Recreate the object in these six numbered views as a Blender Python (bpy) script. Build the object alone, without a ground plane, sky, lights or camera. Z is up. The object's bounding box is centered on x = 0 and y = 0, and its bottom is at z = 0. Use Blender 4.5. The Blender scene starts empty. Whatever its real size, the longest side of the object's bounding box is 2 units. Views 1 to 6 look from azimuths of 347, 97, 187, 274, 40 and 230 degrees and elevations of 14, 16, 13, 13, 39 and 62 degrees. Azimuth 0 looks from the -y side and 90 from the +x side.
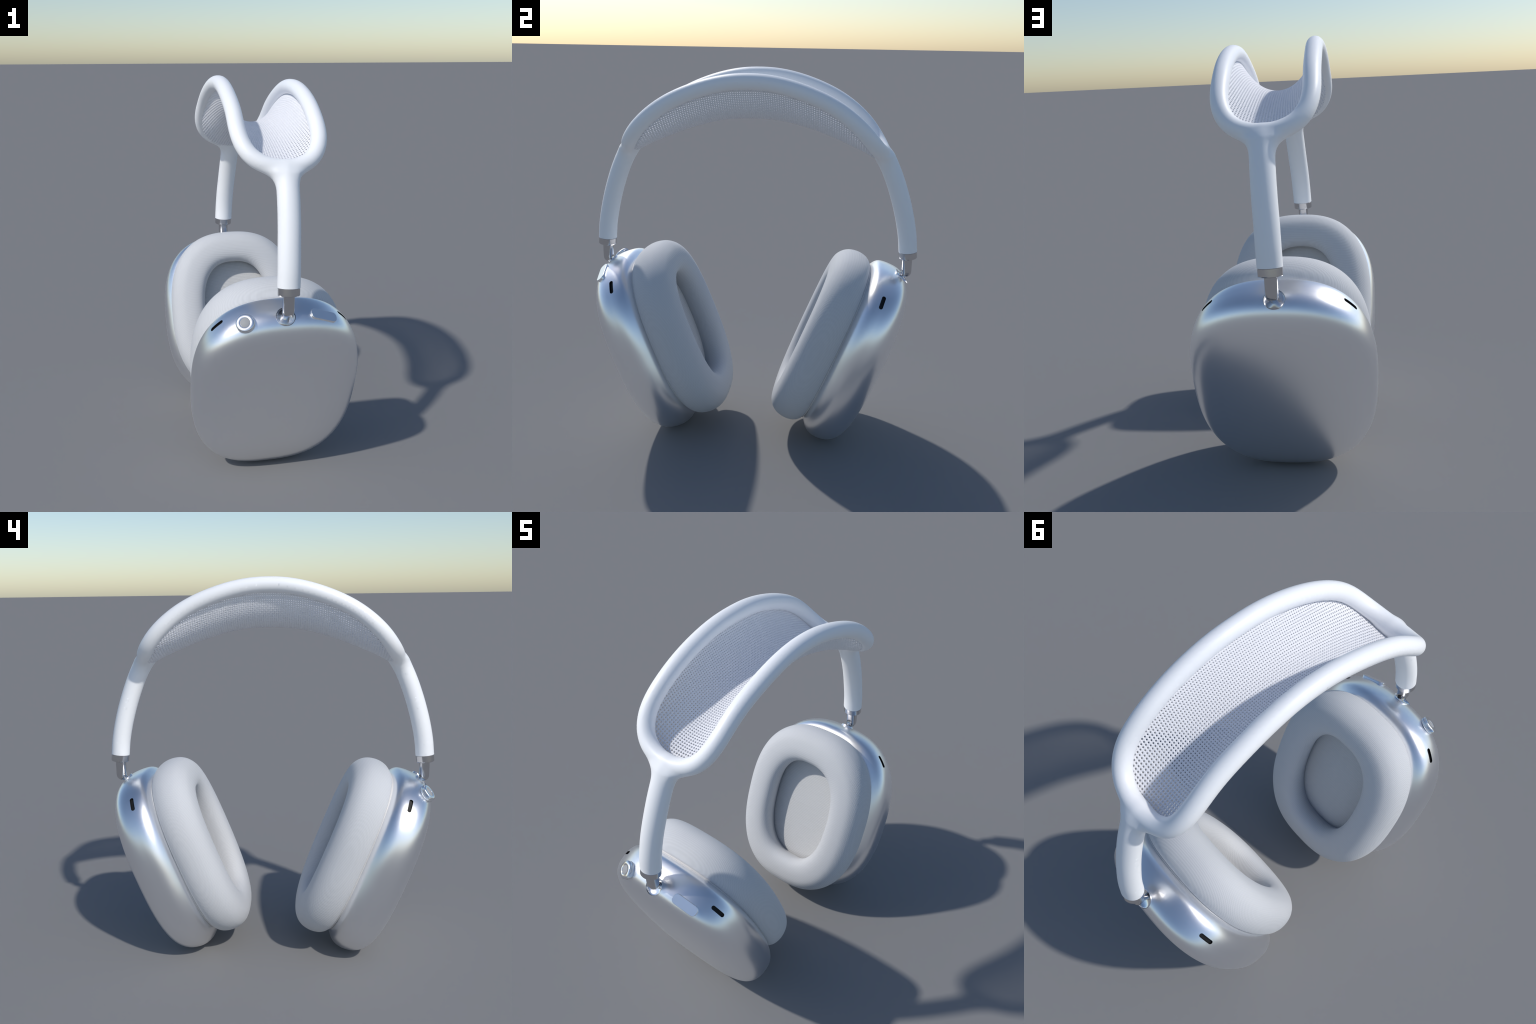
# Over-ear headphones: tilted Y-yoke headband with woven canopy, steel arms,
# brushed-bright metal ear cups with thick fabric cushions, a knurled crown and a push button.
import bpy, bmesh, math
import numpy as np
from mathutils import Vector, Matrix, interpolate
from mathutils.bvhtree import BVHTree

# ------------------------------------------------------------------ helpers
def link(ob, parent=None):
    bpy.context.scene.collection.objects.link(ob)
    if parent is not None:
        ob.parent = parent
    return ob

def mesh_object(name, verts, faces, mat, parent=None, smooth=True, angle=None):
    me = bpy.data.meshes.new(name)
    me.from_pydata([tuple(map(float, v)) for v in verts], [], [tuple(map(int, f)) for f in faces])
    me.validate()
    bm = bmesh.new(); bm.from_mesh(me)
    bmesh.ops.recalc_face_normals(bm, faces=bm.faces)
    bm.to_mesh(me); bm.free()
    me.materials.append(mat)
    me.polygons.foreach_set("use_smooth", [smooth] * len(me.polygons))
    if angle is not None:
        me.set_sharp_from_angle(angle=math.radians(angle))
    return link(bpy.data.objects.new(name, me), parent)

def catmull(points, per):
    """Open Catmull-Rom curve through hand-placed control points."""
    P = np.array(points, float)
    Q = np.vstack([2 * P[0] - P[1], P, 2 * P[-1] - P[-2]])
    out = []
    for i in range(1, len(Q) - 2):
        t = np.linspace(0, 1, per, endpoint=False)[:, None]
        a, b, c, d = Q[i - 1], Q[i], Q[i + 1], Q[i + 2]
        out.append(.5 * (2 * b + (c - a) * t + (2 * a - 5 * b + 4 * c - d) * t**2 + (3 * b - a - 3 * c + d) * t**3))
    return np.vstack(out + [P[-1:]])

def loft(rings, closed_rows=False, cap_start=False, cap_end=False):
    """Rings of equal length (closed loops) -> verts, faces."""
    n = len(rings[0]); R = len(rings)
    V = np.vstack(rings); F = []
    for i in range(R if closed_rows else R - 1):
        j = (i + 1) % R
        for k in range(n):
            l = (k + 1) % n
            F.append((i * n + k, i * n + l, j * n + l, j * n + k))
    if cap_start: F.append(tuple(range(n)))
    if cap_end: F.append(tuple(range((R - 1) * n, R * n)))
    return V, F

# ------------------------------------------------------------------ materials
def new_mat(name):
    m = bpy.data.materials.new(name); m.use_nodes = True
    nt = m.node_tree; b = nt.nodes["Principled BSDF"]
    return m, nt, b

def plain(name, col, rough, metal=0.0, coat=0.0):
    m, nt, b = new_mat(name)
    b.inputs["Base Color"].default_value = (*col, 1)
    b.inputs["Roughness"].default_value = rough
    b.inputs["Metallic"].default_value = metal
    b.inputs["Coat Weight"].default_value = coat
    return m

def math_node(nt, op, a, b=None):
    n = nt.nodes.new("ShaderNodeMath"); n.operation = op
    for k, v in enumerate((a, b)):
        if v is None: continue
        if isinstance(v, (int, float)): n.inputs[k].default_value = v
        else: nt.links.new(v, n.inputs[k])
    return n.outputs[0]

def fabric(name, col, lines, cross, strength, dist):
    """Knitted cloth: parallel ribs with a finer cross weave, bump plus a little tone in the grooves."""
    m, nt, b = new_mat(name)
    tc = nt.nodes.new("ShaderNodeTexCoord")
    sep = nt.nodes.new("ShaderNodeSeparateXYZ"); nt.links.new(tc.outputs["Object"], sep.inputs[0])
    X, Y, Z = sep.outputs
    noi = nt.nodes.new("ShaderNodeTexNoise"); noi.inputs["Scale"].default_value = 90
    nt.links.new(tc.outputs["Object"], noi.inputs["Vector"])
    wob = math_node(nt, "MULTIPLY", math_node(nt, "SUBTRACT", noi.outputs[0], .5), 1.2)
    s = math_node(nt, "ADD", math_node(nt, "MULTIPLY", math_node(nt, "ADD", Y, math_node(nt, "MULTIPLY", Z, .9)), 2 * math.pi / lines), wob)
    rib = math_node(nt, "SINE", s)
    c = math_node(nt, "SINE", math_node(nt, "MULTIPLY", math_node(nt, "ADD", X, math_node(nt, "MULTIPLY", Z, .15)), 2 * math.pi / cross))
    h = math_node(nt, "ADD", rib, math_node(nt, "MULTIPLY", c, .55))
    bump = nt.nodes.new("ShaderNodeBump")
    bump.inputs["Strength"].default_value = strength
    bump.inputs["Distance"].default_value = dist
    nt.links.new(h, bump.inputs["Height"]); nt.links.new(bump.outputs[0], b.inputs["Normal"])
    ramp = nt.nodes.new("ShaderNodeMapRange")
    ramp.inputs["From Min"].default_value = -1.5; ramp.inputs["From Max"].default_value = 1.2
    ramp.inputs["To Min"].default_value = .93; ramp.inputs["To Max"].default_value = 1.0
    nt.links.new(h, ramp.inputs["Value"])
    mix = nt.nodes.new("ShaderNodeVectorMath"); mix.operation = "SCALE"
    mix.inputs[0].default_value = col
    nt.links.new(ramp.outputs[0], mix.inputs["Scale"])
    nt.links.new(mix.outputs[0], b.inputs["Base Color"])
    b.inputs["Roughness"].default_value = .85
    b.inputs["Sheen Weight"].default_value = .15
    b.inputs["Specular IOR Level"].default_value = .3
    return m

def soft_rubber():
    m, nt, b = new_mat("white_soft_rubber")
    tc = nt.nodes.new("ShaderNodeTexCoord")
    noi = nt.nodes.new("ShaderNodeTexNoise"); noi.inputs["Scale"].default_value = 14
    nt.links.new(tc.outputs["Object"], noi.inputs["Vector"])
    r = nt.nodes.new("ShaderNodeMapRange")
    r.inputs["To Min"].default_value = .42; r.inputs["To Max"].default_value = .5
    nt.links.new(noi.outputs[0], r.inputs["Value"]); nt.links.new(r.outputs[0], b.inputs["Roughness"])
    b.inputs["Base Color"].default_value = (.955, .965, .98, 1)
    return m

def anodised():
    m, nt, b = new_mat("silver_anodised_metal")
    tc = nt.nodes.new("ShaderNodeTexCoord")
    noi = nt.nodes.new("ShaderNodeTexNoise"); noi.inputs["Scale"].default_value = 60
    nt.links.new(tc.outputs["Object"], noi.inputs["Vector"])
    r = nt.nodes.new("ShaderNodeMapRange")
    r.inputs["To Min"].default_value = .29; r.inputs["To Max"].default_value = .325
    nt.links.new(noi.outputs[0], r.inputs["Value"]); nt.links.new(r.outputs[0], b.inputs["Roughness"])
    b.inputs["Metallic"].default_value = 1
    b.inputs["Base Color"].default_value = (.98, .985, 1.0, 1)
    return m

M_RUBBER = soft_rubber()
M_METAL = anodised()
M_STEEL = plain("polished_steel", (.67, .66, .66), .17, 1.0)
M_CROWN = plain("bright_crown_metal", (.93, .94, .96), .16, 1.0)
M_DISC = plain("matt_grey_disc", (.34, .345, .355), .65)
M_BLACK = plain("black_vent", (.006, .006, .007), .6)
M_CUSHION = fabric("light_grey_knit", (.64, .65, .67), .0098, .0066, .12, .0012)
M_PAD = fabric("pale_ribbed_cloth", (.65, .652, .655), .0095, .0075, .3, .0014)
M_CANOPY = plain("white_woven_mesh", (.83, .835, .87), .7)
M_TRIM = plain("pale_plastic_trim", (.66, .65, .64), .5)

# ------------------------------------------------------------------ root
root = bpy.data.objects.new("headphones", None)
link(root)
root["label"] = "silver over-ear headphones with white mesh headband"
root["category"] = "headphones"

# ================================================================== HEADBAND
TILT, TILT_X = .0561, -.0115           # band leans slightly about the y axis
RIM_R = .0397
RIM_CTRL = [(.197, 0, 1.9525), (.1985, .090, 1.949), (.200, .198, 1.9285), (.201, .325, 1.886),
            (.198, .452, 1.8235), (.2015, .573, 1.721), (.1463, .6429, 1.6201), (0, .6715, 1.5856)]
SLEEVE = [(.010, .661, 1.598), (.013, .681, 1.563), (.0155, .709, 1.508), (.0160, .739, 1.436), (.0155, .7705, 1.343),
          (.014, .7965, 1.246), (.0145, .8145, 1.154), (.0155, .8230, 1.072)]
SLEEVE_R, SLEEVE_FLAT = .0487, .905    # flat: the sleeve is wider in x than in y

def rim_curve(sub=8):
    q = np.array(RIM_CTRL)
    neg = q[1:][::-1] * [1, -1, 1]
    half = np.vstack([neg, q])
    L = np.vstack([half, half[1:-1][::-1] * [-1, 1, 1]])
    n = len(L); u = np.arange(sub) / sub
    B = np.stack([(1 - u)**3, 3 * u**3 - 6 * u**2 + 4, -3 * u**3 + 3 * u**2 + 3 * u + 1, u**3], 1) / 6
    return np.vstack([B @ np.array([L[(i - 1) % n], L[i], L[(i + 1) % n], L[(i + 2) % n]]) for i in range(n)])

def tilt(P):
    c, s = math.cos(TILT), math.sin(TILT)
    P = np.asarray(P, float); x, y, z = P[:, 0], P[:, 1], P[:, 2] - 1
    return np.stack([c * x + s * z + TILT_X, y, -s * x + c * z + 1], 1)

def polyline_distance(P, pts_a, pts_b, ra, rb, scale):
    """Distance to a chain of round cones (radius changes along each segment)."""
    P = P * scale; A = pts_a * scale; B = pts_b * scale
    best = np.full(len(P), 1e9)
    for a, b, r0, r1 in zip(A, B, ra, rb):
        ab = b - a
        t = np.clip(((P - a) @ ab) / max(ab @ ab, 1e-12), 0, 1)
        d = P - a - t[:, None] * ab
        best = np.minimum(best, np.sqrt(np.einsum("ij,ij->i", d, d)) - (r0 + (r1 - r0) * t))
    return best

RIM = rim_curve(8)
SLV = catmull(SLEEVE, 5)
SLV_LONG = np.vstack([SLV, SLV[-1] + (SLV[-1] - SLV[-2]) / np.linalg.norm(SLV[-1] - SLV[-2]) * .02])   # cut off flat later
def frame_field(P):
    """Signed distance of half a frame (y >= 0): rim tube blended smoothly into the sleeve."""
    keep = RIM[:, 1] > -.12
    nxt = np.roll(RIM, -1, 0)
    rr = np.full(keep.sum(), RIM_R)
    d1 = polyline_distance(P, RIM[keep], nxt[keep], rr, rr, np.ones(3))
    taper = np.clip((1.604 - SLV_LONG[:, 2]) / .07, 0, 1)           # the sleeve grows out of the fork
    rs = SLEEVE_R * (.68 + .32 * taper * (2 - taper))
    d2 = polyline_distance(P, SLV_LONG[:-1], SLV_LONG[1:], rs[:-1], rs[1:], np.array([SLEEVE_FLAT, 1, 1]))
    # webs left and right of the stem, a tight crease on its inner and outer faces
    t = np.clip((np.abs(P[:, 0] - .01) - .015) / .045, 0, 1); t = t * t * (3 - 2 * t)
    k = (.068 + .032 * t) * np.clip((1.635 - P[:, 2]) / .05, .3, 1)
    h = np.maximum(k - np.abs(d1 - d2), 0) / k
    return np.minimum(d1, d2) - h * h * h * k / 6

def surface_nets(field, lo, hi, step):
    ns = [int(round((h - l) / step)) + 1 for l, h in zip(lo, hi)]
    ax = [np.linspace(l, l + step * (n - 1), n) for l, n in zip(lo, ns)]
    G = np.stack(np.meshgrid(*ax, indexing="ij"), -1).reshape(-1, 3)
    # coarse rejection: only evaluate near the centre lines
    line = np.vstack([RIM, SLV_LONG])
    val = np.full(len(G), .2)
    near = np.zeros(len(G), bool)
    for c in line[::2]:
        near |= (np.abs(G - c) < .105).all(1)
    val[near] = field(G[near])
    val = val.reshape(ns)
    s = val < 0
    cells = np.zeros([n - 1 for n in ns], int)
    for dx in (0, 1):
        for dy in (0, 1):
            for dz in (0, 1):
                cells += s[dx:ns[0] - 1 + dx, dy:ns[1] - 1 + dy, dz:ns[2] - 1 + dz]
    act = np.argwhere((cells > 0) & (cells < 8))
    idx = -np.ones(cells.shape, int); idx[tuple(act.T)] = np.arange(len(act))
    V = np.array(lo) + (act + .5) * step
    for _ in range(6):                                   # Newton projection on the zero level
        f = field(V); e = 1e-4
        g = np.stack([(field(V + e * d) - f) / e for d in np.eye(3)], 1)
        V = V - (f / np.maximum((g * g).sum(1), .2))[:, None] * g
    F = []
    for axis in range(3):
        o = [0, 0, 0]; o[axis] = 1
        a = s[:ns[0] - o[0], :ns[1] - o[1], :ns[2] - o[2]]; b = s[o[0]:, o[1]:, o[2]:]
        b1, b2 = [k for k in range(3) if k != axis]
        for c in np.argwhere(a != b):
            if c[b1] == 0 or c[b2] == 0 or c[b1] >= ns[b1] - 1 or c[b2] >= ns[b2] - 1: continue
            q = []
            for i, j in ((0, 0), (1, 0), (1, 1), (0, 1)):
                p = c.copy(); p[b1] -= i; p[b2] -= j; q.append(idx[tuple(p)])
            if min(q) >= 0: F.append(q)
    return V, F

def build_frame():
    step = .0095
    V, F = surface_nets(frame_field, (-.2755, -.0285, .9975), (.2755, .9, 2.02), step)
    # relax along the surface so the quads are even, then re-project
    V = np.array(V); nb = [set() for _ in V]
    for f in F:
        for a, b in zip(f, f[1:] + f[:1]): nb[a].add(b); nb[b].add(a)
    E = np.array([(i, j) for i, n in enumerate(nb) for j in n])
    cnt = np.bincount(E[:, 0], minlength=len(V))
    edge = cnt < 4
    for _ in range(3):
        S = np.zeros_like(V); np.add.at(S, E[:, 0], V[E[:, 1]])
        T = S / cnt[:, None]
        T[edge] = V[edge]
        V = T
        f = frame_field(V); e = 1e-4
        g = np.stack([(frame_field(V + e * d) - f) / e for d in np.eye(3)], 1)
        V = V - (f / np.maximum((g * g).sum(1), .2))[:, None] * g
    # cut exactly at y = 0 and mirror
    bm = bmesh.new()
    vs = [bm.verts.new(v) for v in V]
    for f in F: bm.faces.new([vs[i] for i in f])
    geom = bm.verts[:] + bm.edges[:] + bm.faces[:]
    bmesh.ops.bisect_plane(bm, geom=geom, plane_co=(0, 0, 0), plane_no=(0, 1, 0), clear_inner=True, dist=1e-5)
    end = SLV[-1]; ax = SLV_LONG[-1] - end; ax /= np.linalg.norm(ax)
    geom = bm.verts[:] + bm.edges[:] + bm.faces[:]
    r = bmesh.ops.bisect_plane(bm, geom=geom, plane_co=end, plane_no=ax, clear_outer=True, dist=1e-5)
    cut = [e for e in r["geom_cut"] if isinstance(e, bmesh.types.BMEdge)]
    bmesh.ops.contextual_create(bm, geom=cut)
    geom = bm.verts[:] + bm.edges[:] + bm.faces[:]
    bmesh.ops.mirror(bm, geom=geom, axis="Y", merge_dist=1e-4)
    bmesh.ops.recalc_face_normals(bm, faces=bm.faces)
    me = bpy.data.meshes.new("headband_frame"); bm.to_mesh(me); bm.free()
    co = np.zeros(len(me.vertices) * 3); me.vertices.foreach_get("co", co)
    me.vertices.foreach_set("co", tilt(co.reshape(-1, 3)).ravel())
    me.materials.append(M_RUBBER)
    me.polygons.foreach_set("use_smooth", [True] * len(me.polygons))
    me.set_sharp_from_angle(angle=math.radians(50))
    return link(bpy.data.objects.new("headband_frame", me), root)

band = build_frame()

# ------------------------------------------------------------------ woven canopy
MID = [(0, 1.7510), (.10, 1.7470), (.20, 1.7315), (.30, 1.7045), (.40, 1.6700), (.50, 1.629), (.568, 1.599), (.61, 1.5765), (.645, 1.5570)]

def build_canopy():
    mid = np.array(catmull([(-MID[1][0], MID[1][1])] + MID, 12))
    mid = mid[12:]                                       # starts at y = 0
    q = RIM[(RIM[:, 0] >= -1e-9) & (RIM[:, 1] >= -1e-9)]
    q = q[np.argsort(q[:, 1])]
    ry, rx, rz = q[:, 1], q[:, 0], q[:, 2]
    # arc length along the middle line gives the rows
    seg = np.r_[0, np.cumsum(np.hypot(*np.diff(mid, axis=0).T))]
    # rows: the weave is finest over the crown of the head and opens towards the ends
    pitch = .0112; p_mid, p_end = .0112, .0156
    marks = [0.0]
    while marks[-1] < seg[-1]:
        marks.append(marks[-1] + p_mid + (p_end - p_mid) * min(marks[-1] / seg[-1], 1)**2)
    marks = np.array(marks) * seg[-1] / marks[-1]
    rows = len(marks) - 1
    half = int(.36 / pitch)
    xs = np.linspace(0, .26, 400)
    w = .27
    offs = [(-w, .5), (0, 1.0), (w, .5)]
    cols = [(i + o, k) for i in range(-half, half + 1) for o, k in offs]
    strand = np.array([o / w for i in range(-half, half + 1) for o, k in offs])
    centre = np.array([float(i) for i in range(-half, half + 1) for o, k in offs])
    lines = [(j + o, k) for j in range(-rows, rows + 1) for o, k in offs]
    lines = [t for t in lines if abs(t[0]) <= rows]
    nc, nl = len(cols), len(lines)
    V = np.zeros((nl, nc, 3)); S = np.zeros((nl, nc))
    for r, (j, kl) in enumerate(lines):
        e = min(abs(j) / rows, 1)
        ww = .315 - .12 * e**2                               # threads thin out towards the ends
        jn = round(j); jj = jn + np.sign(j - jn) * ww if abs(j - jn) > .1 else jn
        jj = min(max(jj, -rows), rows)
        l = np.interp(abs(jj), np.arange(rows + 1), marks)
        cx = centre + strand * ww
        pr = pitch + .0042 * e**2.5
        y = np.interp(l, seg, mid[:, 0]); zm = np.interp(l, seg, mid[:, 1])
        xr = max(np.interp(y, ry, rx), .02)
        zr = np.interp(y, ry, rz) - .030 - np.interp(y, [.35, .50, .58, .645], [0, .018, .016, .004])
        f = lambda s: zm + max(zr - zm, 0) * (.73 * s**2.03 + .27 * s**3.7)
        sx = np.clip(xs / xr, 0, 1.3); zx = f(sx)
        arc = np.r_[0, np.cumsum(np.hypot(np.diff(xs), np.diff(zx)))]
        x = np.interp(np.abs(cx) * pr, arc, xs)           # columns keep their spacing along the cloth
        V[r] = np.stack([np.sign(cx) * x, np.full(nc, y * np.sign(j)), np.interp(x, xs, zx)], 1)
        S[r] = np.where(np.abs(cx) * pr > arc[-1], 9, x / xr)
    # over-under relief: crossings alternate up and down
    amp = .0008
    for r, (l, kl) in enumerate(lines):
        for c, (cc, kc) in enumerate(cols):
            i, j = round(cc), round(l)
            V[r, c, 2] += amp * (1 if (i + j) % 2 else -1) * (kl * kc) + .0004 * kc
    F = []
    vid = lambda r, c: r * nc + c
    for r in range(nl - 1):
        for c in range(nc - 1):
            hole = (c % 3 == 2) and (abs(lines[r + 1][0] - lines[r][0]) > .35)
            if hole: continue
            if S[r:r + 2, c:c + 2].max() > (1.02 if abs(lines[r][0]) < .86 * rows else .985): continue
            F.append((vid(r, c), vid(r, c + 1), vid(r + 1, c + 1), vid(r + 1, c)))
    V = tilt(V.reshape(-1, 3)) - [.001, 0, 0]
    used = np.unique(np.array(F)); rem = -np.ones(len(V), int); rem[used] = np.arange(len(used))
    ob = mesh_object("woven_canopy", V[used], [[rem[i] for i in f] for f in F], M_CANOPY, root)
    so = ob.modifiers.new("thick", "SOLIDIFY"); so.thickness = .0074; so.offset = 0
    sb = ob.modifiers.new("round", "SUBSURF"); sb.levels = 1; sb.render_levels = 1
    ob["kind"] = "stuff"
    return ob

build_canopy()

# ================================================================== EAR CUPS
TH = .3734                                # cups lean: bottoms come together
A, B, NEXP, CW, MEXP, TAPER = .4189, .5046, 2.61, .1905, 3.91, .035
CUP_POS = {1: (-.0016, .5254, .5078), -1: (-.0016, .5392, .5078)}

def cup_matrix(sgn):
    """Local axes: x forward, y up along the face, z outward from the face."""
    c = CUP_POS[sgn]
    up = Vector((0, math.sin(TH) * sgn, math.cos(TH)))
    out = Vector((0, math.cos(TH) * sgn, -math.sin(TH)))
    ex = Vector((-sgn, 0, 0))                # keeps the frame right-handed on both sides
    m = Matrix((ex, up, out)).transposed().to_4x4()
    m.translation = Vector((c[0], c[1] * sgn, c[2]))
    return m

def outline(phi, a, b, n, taper):
    c, s = np.cos(phi), np.sin(phi)
    r = (np.abs(c / a)**n + np.abs(s / b)**n)**(-1 / n)
    x, y = r * c, r * s
    return np.stack([x * (1 + taper * y), y], 1)

def even_phi(a, b, n, taper, count):
    f = np.linspace(0, 2 * np.pi, 4001); P = outline(f, a, b, n, taper)
    L = np.r_[0, np.cumsum(np.linalg.norm(np.diff(P, axis=0), axis=1))]
    return np.interp(np.linspace(0, L[-1], count, endpoint=False), L, f)

def F_shell(q):
    x, u, w = q
    a = A * (1 + TAPER * u)
    rho = (abs(x / a)**NEXP + abs(u / B)**NEXP)**(1 / NEXP)
    return (rho**MEXP + abs(w / CW)**MEXP)**(1 / MEXP)

def shell_point(x, w):
    """Point on the upper part of the shell at local x and depth w, with its normal."""
    lo, hi = 0.0, .7
    for _ in range(50):
        m = (lo + hi) / 2
        if F_shell((x, m, w)) < 1: lo = m
        else: hi = m
    p = np.array([x, lo, w]); e = 1e-4
    n = np.array([F_shell(p + e * d) - F_shell(p - e * d) for d in np.eye(3)])
    return Vector(p), Vector(n).normalized()

def fine_profile():
    """Half section of the shell (share of outline, depth): domed face, rounded rim, tapering back."""
    w0 = .048
    th = np.linspace(0, np.arccos((w0 / CW)**(MEXP / 2)), 3000)
    rho = np.sin(th)**(2 / MEXP); w = CW * np.cos(th).clip(0)**(2 / MEXP)
    back = catmull([(rho[-1], w0), (.9995, .022), (.9930, -.001), (.9755, -.021), (.949, -.038), (.914, -.0535), (.870, -.067), (.82, -.075), (.70, -.080), (.45, -.081)], 40)[1:]
    prof = np.vstack([np.stack([rho, w], 1), back])
    L = np.r_[0, np.cumsum(np.hypot(np.diff(prof[:, 0]) * .45, np.diff(prof[:, 1])))]
    T = np.linspace(0, L[-1], 110)
    return np.stack([np.interp(T, L, prof[:, 0]), np.interp(T, L, prof[:, 1])], 1)

def frame_at(p, n, along):
    z = n.normalized(); x = (along - along.dot(z) * z).normalized(); y = z.cross(x)
    m = Matrix((x, y, z)).transposed().to_4x4(); m.translation = p
    return m

def stadium(length, width, count=14):
    r = width / 2; h = length / 2 - r; out = []
    for cx, a0 in ((h, -90), (-h, 90)):
        for k in range(count + 1):
            a = math.radians(a0 + 180 * k / count); out.append((cx + r * math.cos(a), r * math.sin(a)))
    return np.array(out)

def rounded_bar(length, width, r, count=10):
    out = []
    for cx, cy, a0 in ((1, -1, -90), (1, 1, 0), (-1, 1, 90), (-1, -1, 180)):
        for k in range(count + 1):
            a = math.radians(a0 + 90 * k / count)
            out.append((cx * (length / 2 - r) + r * math.cos(a), cy * (width / 2 - r) + r * math.sin(a)))
    return np.array(out)

def prism_object(name, ring2d, profile, mat, matrix, parent, angle=35):
    """Stack of scaled/inset copies of a 2D ring: profile = [(inset, height), ...], capped."""
    R = []
    c = ring2d
    nrm = np.roll(c, -1, 0) - np.roll(c, 1, 0); nrm = np.stack([nrm[:, 1], -nrm[:, 0]], 1)
    nrm /= np.linalg.norm(nrm, axis=1)[:, None]
    for inset, h in profile:
        p = c - nrm * inset
        R.append(np.column_stack([p, np.full(len(p), h)]))
    V, F = loft(R, cap_start=True, cap_end=True)
    V = np.array([matrix @ Vector(v) for v in V])
    return mesh_object(name, V, F, mat, parent, angle=angle)

def circle(r, n=64):
    t = np.linspace(0, 2 * np.pi, n, endpoint=False)
    return np.stack([r * np.cos(t), r * np.sin(t)], 1)

SLOT_X, SLOT_W = .309, .026
SOCKET_W = .103

def build_shell(sgn):
    phi = even_phi(A, B, NEXP, TAPER, 256)
    rings = []
    for rho, w in fine_profile():
        if rho < .02: continue
        belly = 1 + .027 * math.exp(-((w - .04) / .085)**2) * np.maximum(-np.sin(phi), 0)**2   # fuller underneath
        belly += .030 * math.exp(-((w + .045) / .032)**2) * np.maximum(np.sin(phi), 0)**3     # shoulder above the cushion
        belly += .016 * math.exp(-((w + .045) / .032)**2) * np.maximum(-np.sin(phi), 0)**3
        y_scale = outline(phi, A, B, NEXP, 0.0) * rho * belly[:, None]
        x = y_scale[:, 0] * (1 + TAPER * y_scale[:, 1])
        rings.append(np.column_stack([x, y_scale[:, 1], np.full(len(phi), w)]))
    V, F = loft(rings)
    n = len(phi)
    V = np.vstack([V, [[0, 0, CW]], [[0, 0, -.081]]])
    F += [(k, (k + 1) % n, len(V) - 2) for k in range(n)]
    last = (len(rings) - 1) * n
    F += [(last + k, last + (k + 1) % n, len(V) - 1) for k in range(n)]
    ob = mesh_object("ear_cup", V, F, M_METAL, root)
    src = ob.data.copy()
    # recesses: two vent slots and the round hinge socket
    cutters = []
    for sx in (1, -1):
        p, nr = shell_point(sx * SLOT_X, SLOT_W)
        tang = Vector((sx * nr.y, -sx * nr.x, 0))
        m = frame_at(p, nr, tang)
        cutters.append((prism_object("cut", stadium(.0755, .0205), [(0, -.03), (0, .03)], M_BLACK, m, None), True))
    p, nr = shell_point(-.002, SOCKET_W)
    ms = frame_at(p, nr, Vector((1, 0, 0)))
    ring = [(.0465 * math.sin(t), -.026 * math.cos(t)) for t in np.linspace(.05, math.pi / 2, 14)]
    rr = [np.column_stack([circle(a, 72), np.full(72, h)]) for a, h in ring] + [np.column_stack([circle(.0465, 72), np.full(72, .05)])]
    Vc, Fc = loft(rr, cap_start=True, cap_end=True)
    Vc = np.array([ms @ Vector(v) for v in Vc])
    cutters.append((mesh_object("cut", Vc, Fc, M_CROWN, None), False))
    for cob, _ in cutters:
        bo = ob.modifiers.new("cut", "BOOLEAN"); bo.object = cob; bo.operation = "DIFFERENCE"; bo.solver = "EXACT"
        bo.material_mode = "TRANSFER"
    dg = bpy.context.evaluated_depsgraph_get()
    me = bpy.data.meshes.new_from_object(ob.evaluated_get(dg))
    ob.modifiers.clear(); ob.data = me; me.name = "ear_cup"
    for cob, _ in cutters: bpy.data.objects.remove(cob)
    # keep the flawless normals of the uncut shell on the outer skin
    bvh = BVHTree.FromPolygons([v.co for v in src.vertices], [tuple(p.vertices) for p in src.polygons])
    vn = [v.normal.copy() for v in src.vertices]
    normals = [None] * len(me.loops)
    for poly in me.polygons:
        poly.use_smooth = True
        cen, fn, _, dist = bvh.find_nearest(poly.center)
        skin = dist < 6e-4 and fn.dot(poly.normal) > .8
        for li in poly.loop_indices:
            if skin:
                co = me.vertices[me.loops[li].vertex_index].co
                hit, hn, fi, d = bvh.find_nearest(co)
                vi = src.polygons[fi].vertices
                w = interpolate.poly_3d_calc([src.vertices[i].co for i in vi], hit)
                nn = Vector((0, 0, 0))
                for i, k in zip(vi, w): nn += vn[i] * k
                normals[li] = nn.normalized()
            else:
                normals[li] = poly.normal.copy()
    me.normals_split_custom_set(normals)
    bpy.data.meshes.remove(src)
    ob.matrix_world = cup_matrix(sgn)
    return ob

def offset_ring(P, d):
    t = np.roll(P, -1, 0) - np.roll(P, 1, 0); n = np.stack([-t[:, 1], t[:, 0]], 1)
    n /= np.linalg.norm(n, axis=1)[:, None]
    return P + n * d

CUSH_A, CUSH_B, CUSH_N, CUSH_T = .3942, .4974, 2.515, .033
CUSH_SECTION = [(.070, -.075), (.040, -.076), (.024, -.086), (.010, -.106), (.002, -.132), (0, -.160), (.004, -.190), (.014, -.217), (.034, -.243),
                (.066, -.264), (.110, -.273), (.145, -.272), (.170, -.263), (.187, -.245), (.194, -.221), (.191, -.196), (.182, -.172), (.172, -.150), (.164, -.120), (.162, -.095)]

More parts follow.
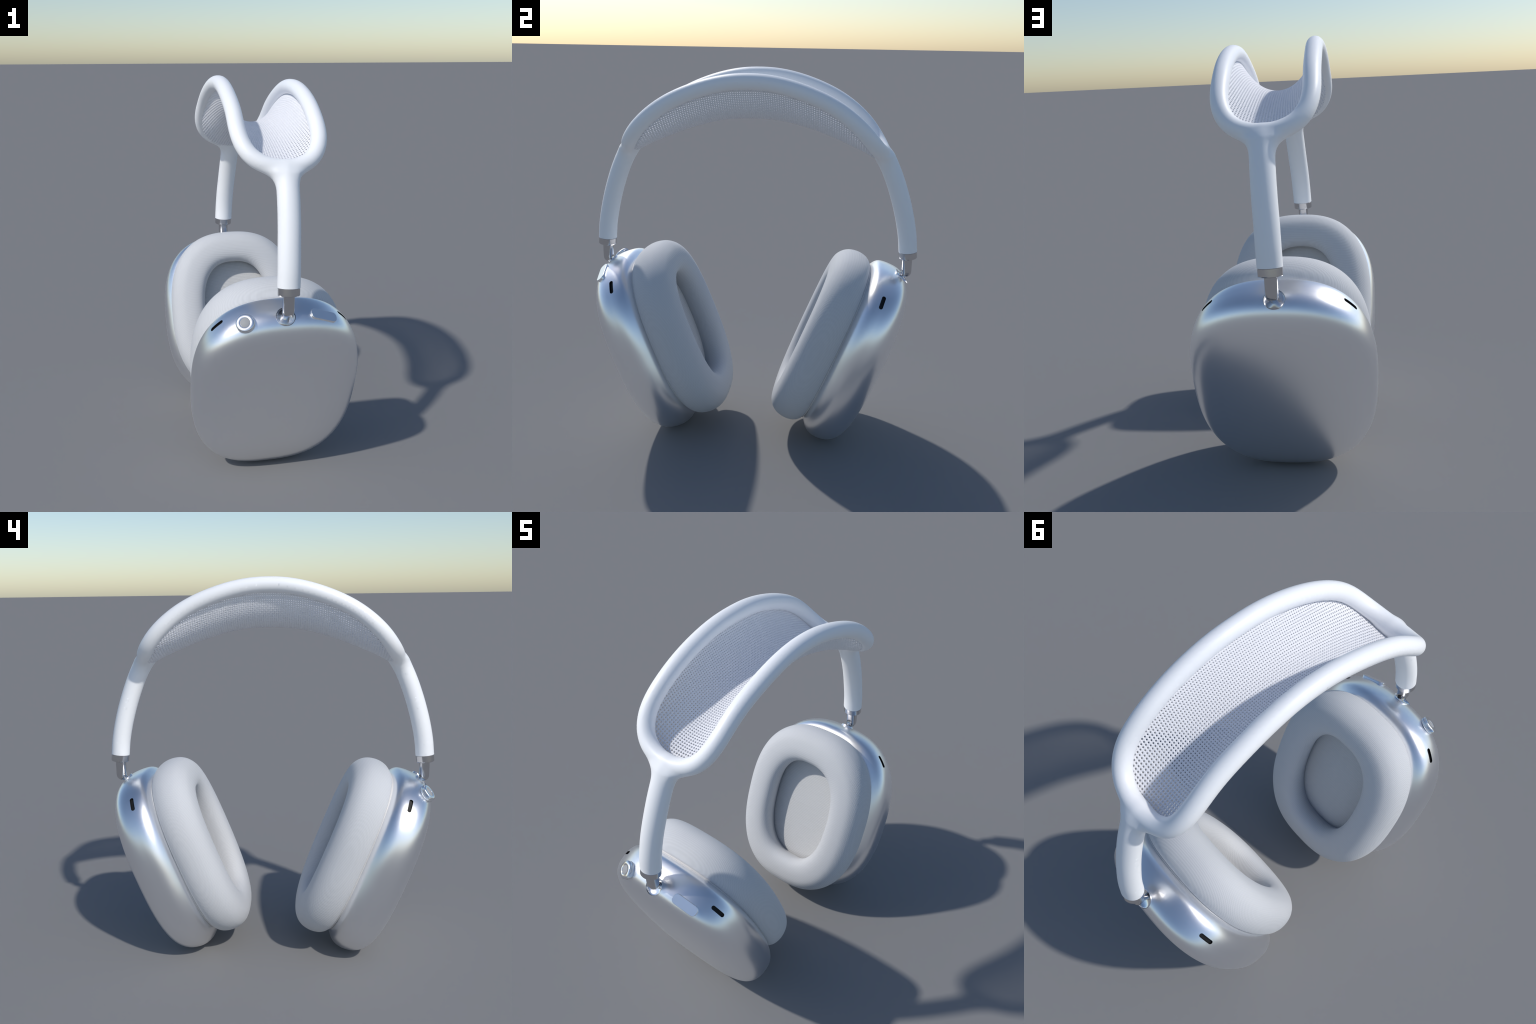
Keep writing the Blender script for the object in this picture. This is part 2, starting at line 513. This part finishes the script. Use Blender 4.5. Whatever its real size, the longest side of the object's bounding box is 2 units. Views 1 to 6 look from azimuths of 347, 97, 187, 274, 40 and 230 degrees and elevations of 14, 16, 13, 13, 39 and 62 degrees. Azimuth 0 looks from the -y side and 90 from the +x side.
def cushion_ring(base, phi, d):
    """Outline moved in by d; the opening is rounder than the outside."""
    p = offset_ring(base, d)
    q = outline(phi, CUSH_A - d, CUSH_B - d, 2.15, CUSH_T)
    t = .5 * min(max((d - .06) / .14, 0), 1)
    return p * (1 - t) + q * t

def build_cushion(sgn, cup):
    phi = even_phi(CUSH_A, CUSH_B, CUSH_N, CUSH_T, 200)
    base = outline(phi, CUSH_A, CUSH_B, CUSH_N, CUSH_T)
    yaw = .002
    R = Matrix.Rotation(-yaw, 3, 'Y') @ Matrix.Rotation(.012, 3, 'X')    # toes out a little at the top
    def tf(V):
        V = np.asarray(V) + [0, .003, .093]
        return np.array([(R @ Vector(v)) for v in V]) - [0, 0, .093]
    rings = []
    for d, w in catmull(CUSH_SECTION, 5):
        p = cushion_ring(base, phi, d)
        rings.append(np.column_stack([p, np.full(len(p), w)]))
    V, F = loft(rings)
    ob = mesh_object("ear_cushion", tf(V), F, M_CUSHION, cup)
    # cloth pad at the bottom of the opening, gently domed, dipping at its edge
    edge = cushion_ring(base, phi, .150)
    rr = []
    for k in np.linspace(0, 1, 24):
        p = edge * (1 - k * .985)
        rr.append(np.column_stack([p, np.full(len(p), -.118 - .024 * min(k / .13, 1)**.6 - .010 * (1 - (1 - k)**2))]))
    V, F = loft(rr, cap_end=True)
    mesh_object("speaker_pad", tf(V), F, M_PAD, cup)
    # thin mounting lip between shell and cushion
    lip = []
    for d, w in [(.12, -.068), (.043, -.068), (.0395, -.070), (.0390, -.073), (.043, -.078), (.12, -.080)]:
        p = offset_ring(base, d)
        lip.append(np.column_stack([p, np.full(len(p), w)]))
    V, F = loft(lip, closed_rows=True)
    mesh_object("mounting_lip", tf(V), F, M_TRIM, cup)

def build_socket(cup):
    p, nr = shell_point(-.002, SOCKET_W)
    m = frame_at(p, nr, Vector((1, 0, 0)))
    prof = [(.0463 * math.sin(t), -.003 - .015 * math.cos(t)) for t in np.linspace(.04, math.pi / 2, 24)] + [(.0463, .0)]
    rings = [np.column_stack([circle(a, 72), np.full(72, h)]) for a, h in prof]
    V, F = loft(rings, cap_start=True)
    V = np.array([m @ Vector(v) for v in V])
    mesh_object("hinge_socket", V, F, M_CROWN, cup)

def build_vents(sgn, cup):
    for sx in (1, -1):
        p, nr = shell_point(sx * SLOT_X, SLOT_W)
        m = frame_at(p - nr * .012, nr, Vector((sx * nr.y, -sx * nr.x, 0)))
        prism_object("vent_slot_plate", stadium(.0745, .0195), [(0, -.003), (0, .0)], M_BLACK, m, cup)  # black plate added inside the cut recess; its colour stands in for dark depth

def build_controls(cup):
    # knurled crown
    p, nr = shell_point(-.189, .104)
    m = frame_at(p - nr * .0095, nr, Vector((1, 0, 0)))
    teeth = 72; n = teeth * 4
    t = np.linspace(0, 2 * np.pi, n, endpoint=False)
    rings = []
    prof = [(.034, -.02, 0), (.034, .004, 0), (.0430, .006, 0), (.0448, .009, 1), (.0448, .026, 1), (.0430, .030, .6), (.0405, .033, 0), (.037, .0345, 0), (.0255, .0345, 0), (.0235, .0338, 0), (.0228, .0325, 0)]
    for r, h, k in prof:
        rad = r + .0009 * k * np.cos(teeth * t)
        rings.append(np.column_stack([rad * np.cos(t), rad * np.sin(t), np.full(n, h)]))
    V, F = loft(rings, cap_start=True, cap_end=True)
    V = np.array([m @ Vector(v) for v in V])
    crown = mesh_object("crown", V, F, M_CROWN, cup, angle=45)
    prism_object("crown_disc", circle(.0224), [(0, .026), (0, .0336), (.0006, .0340)], M_DISC, m, cup)
    # push button
    p, nr = shell_point(.186, .094)
    m = frame_at(p, nr, Vector((nr.y, -nr.x, 0)))
    prism_object("push_button", rounded_bar(.138, .052, .0225), [(0, -.02), (0, .0035), (.0006, .0050), (.0016, .0058)], M_METAL, m, cup, angle=30)

# ------------------------------------------------------------------ steel arms
def build_arm(sgn, cup):
    cm = cup_matrix(sgn)
    end = tilt(np.array([SLEEVE[-1]]))[0] * [1, sgn, 1]
    d = (np.array(SLEEVE[-1]) - np.array(SLEEVE[-2])); d = tilt(np.array([SLEEVE[-1]]) + d / np.linalg.norm(d))[0] * [1, sgn, 1] - end
    d = Vector(d).normalized()
    # collar under the sleeve
    m = frame_at(Vector(end), d, Vector((1, 0, 0)))
    e = circle(1, 72) * [.0525, .0476]
    col = prism_object("sleeve_collar", e, [(.003, -.006), (.003, .0015), (.0012, .0018), (0, .003), (0, .034), (.002, .037), (.006, .0385)], M_STEEL, m, root, angle=25)
    # flattened arm that turns in towards the socket
    p, nr = shell_point(-.002, SOCKET_W)
    sock = cm @ p; snr = cm.to_3x3() @ nr
    xc = end[0] - .002
    yo = sgn * .0265
    path = [Vector((xc, end[1] + 0 * yo, 1.045)), Vector((xc, end[1], 1.0)), Vector((xc, end[1] - sgn * .0005, .972))]
    rings = []
    sec = []
    for k in range(48):
        a = 2 * math.pi * k / 48
        c, s = math.cos(a), math.sin(a)
        r = (abs(c)**3.2 + abs(s)**3.2)**(-1 / 3.2)
        sec.append((r * c * .0280, r * s * .0262))
    sec = np.array(sec)
    for z, k, sh in [(1.045, 1, 0), (1.0, 1, 0), (.962, .99, .0), (.951, .97, .001), (.942, .90, .004), (.936, .80, .008), (.932, .66, .012), (.930, .45, .016)]:
        q = sec * k
        # the inner side is planed off towards the socket
        rings.append(np.column_stack([xc + q[:, 0], end[1] + sgn * (q[:, 1] - sh * .8), np.full(48, z)]))
    V, F = loft(rings, cap_start=True, cap_end=True)
    mesh_object("telescoping_arm", V, F, M_STEEL, root, angle=40)
    # tapered pivot pin that enters the socket
    bm = bmesh.new()
    a = sock - snr * .03; b = Vector((xc, end[1] - sgn * .004, .956))
    ax = b - a
    bmesh.ops.create_cone(bm, cap_ends=True, segments=32, radius1=.0125, radius2=.0185, depth=ax.length,
                          matrix=Matrix.Translation((a + b) / 2) @ ax.to_track_quat('Z', 'Y').to_matrix().to_4x4())
    me = bpy.data.meshes.new("hinge_pin"); bm.to_mesh(me); bm.free()
    me.materials.append(M_STEEL); me.polygons.foreach_set("use_smooth", [True] * len(me.polygons))
    me.set_sharp_from_angle(angle=math.radians(40))
    link(bpy.data.objects.new("hinge_pin", me), root)

for sgn in (1, -1):
    cup = build_shell(sgn)
    build_cushion(sgn, cup)
    build_vents(sgn, cup)
    build_socket(cup)
    if sgn < 0: build_controls(cup)
    build_arm(sgn, cup)
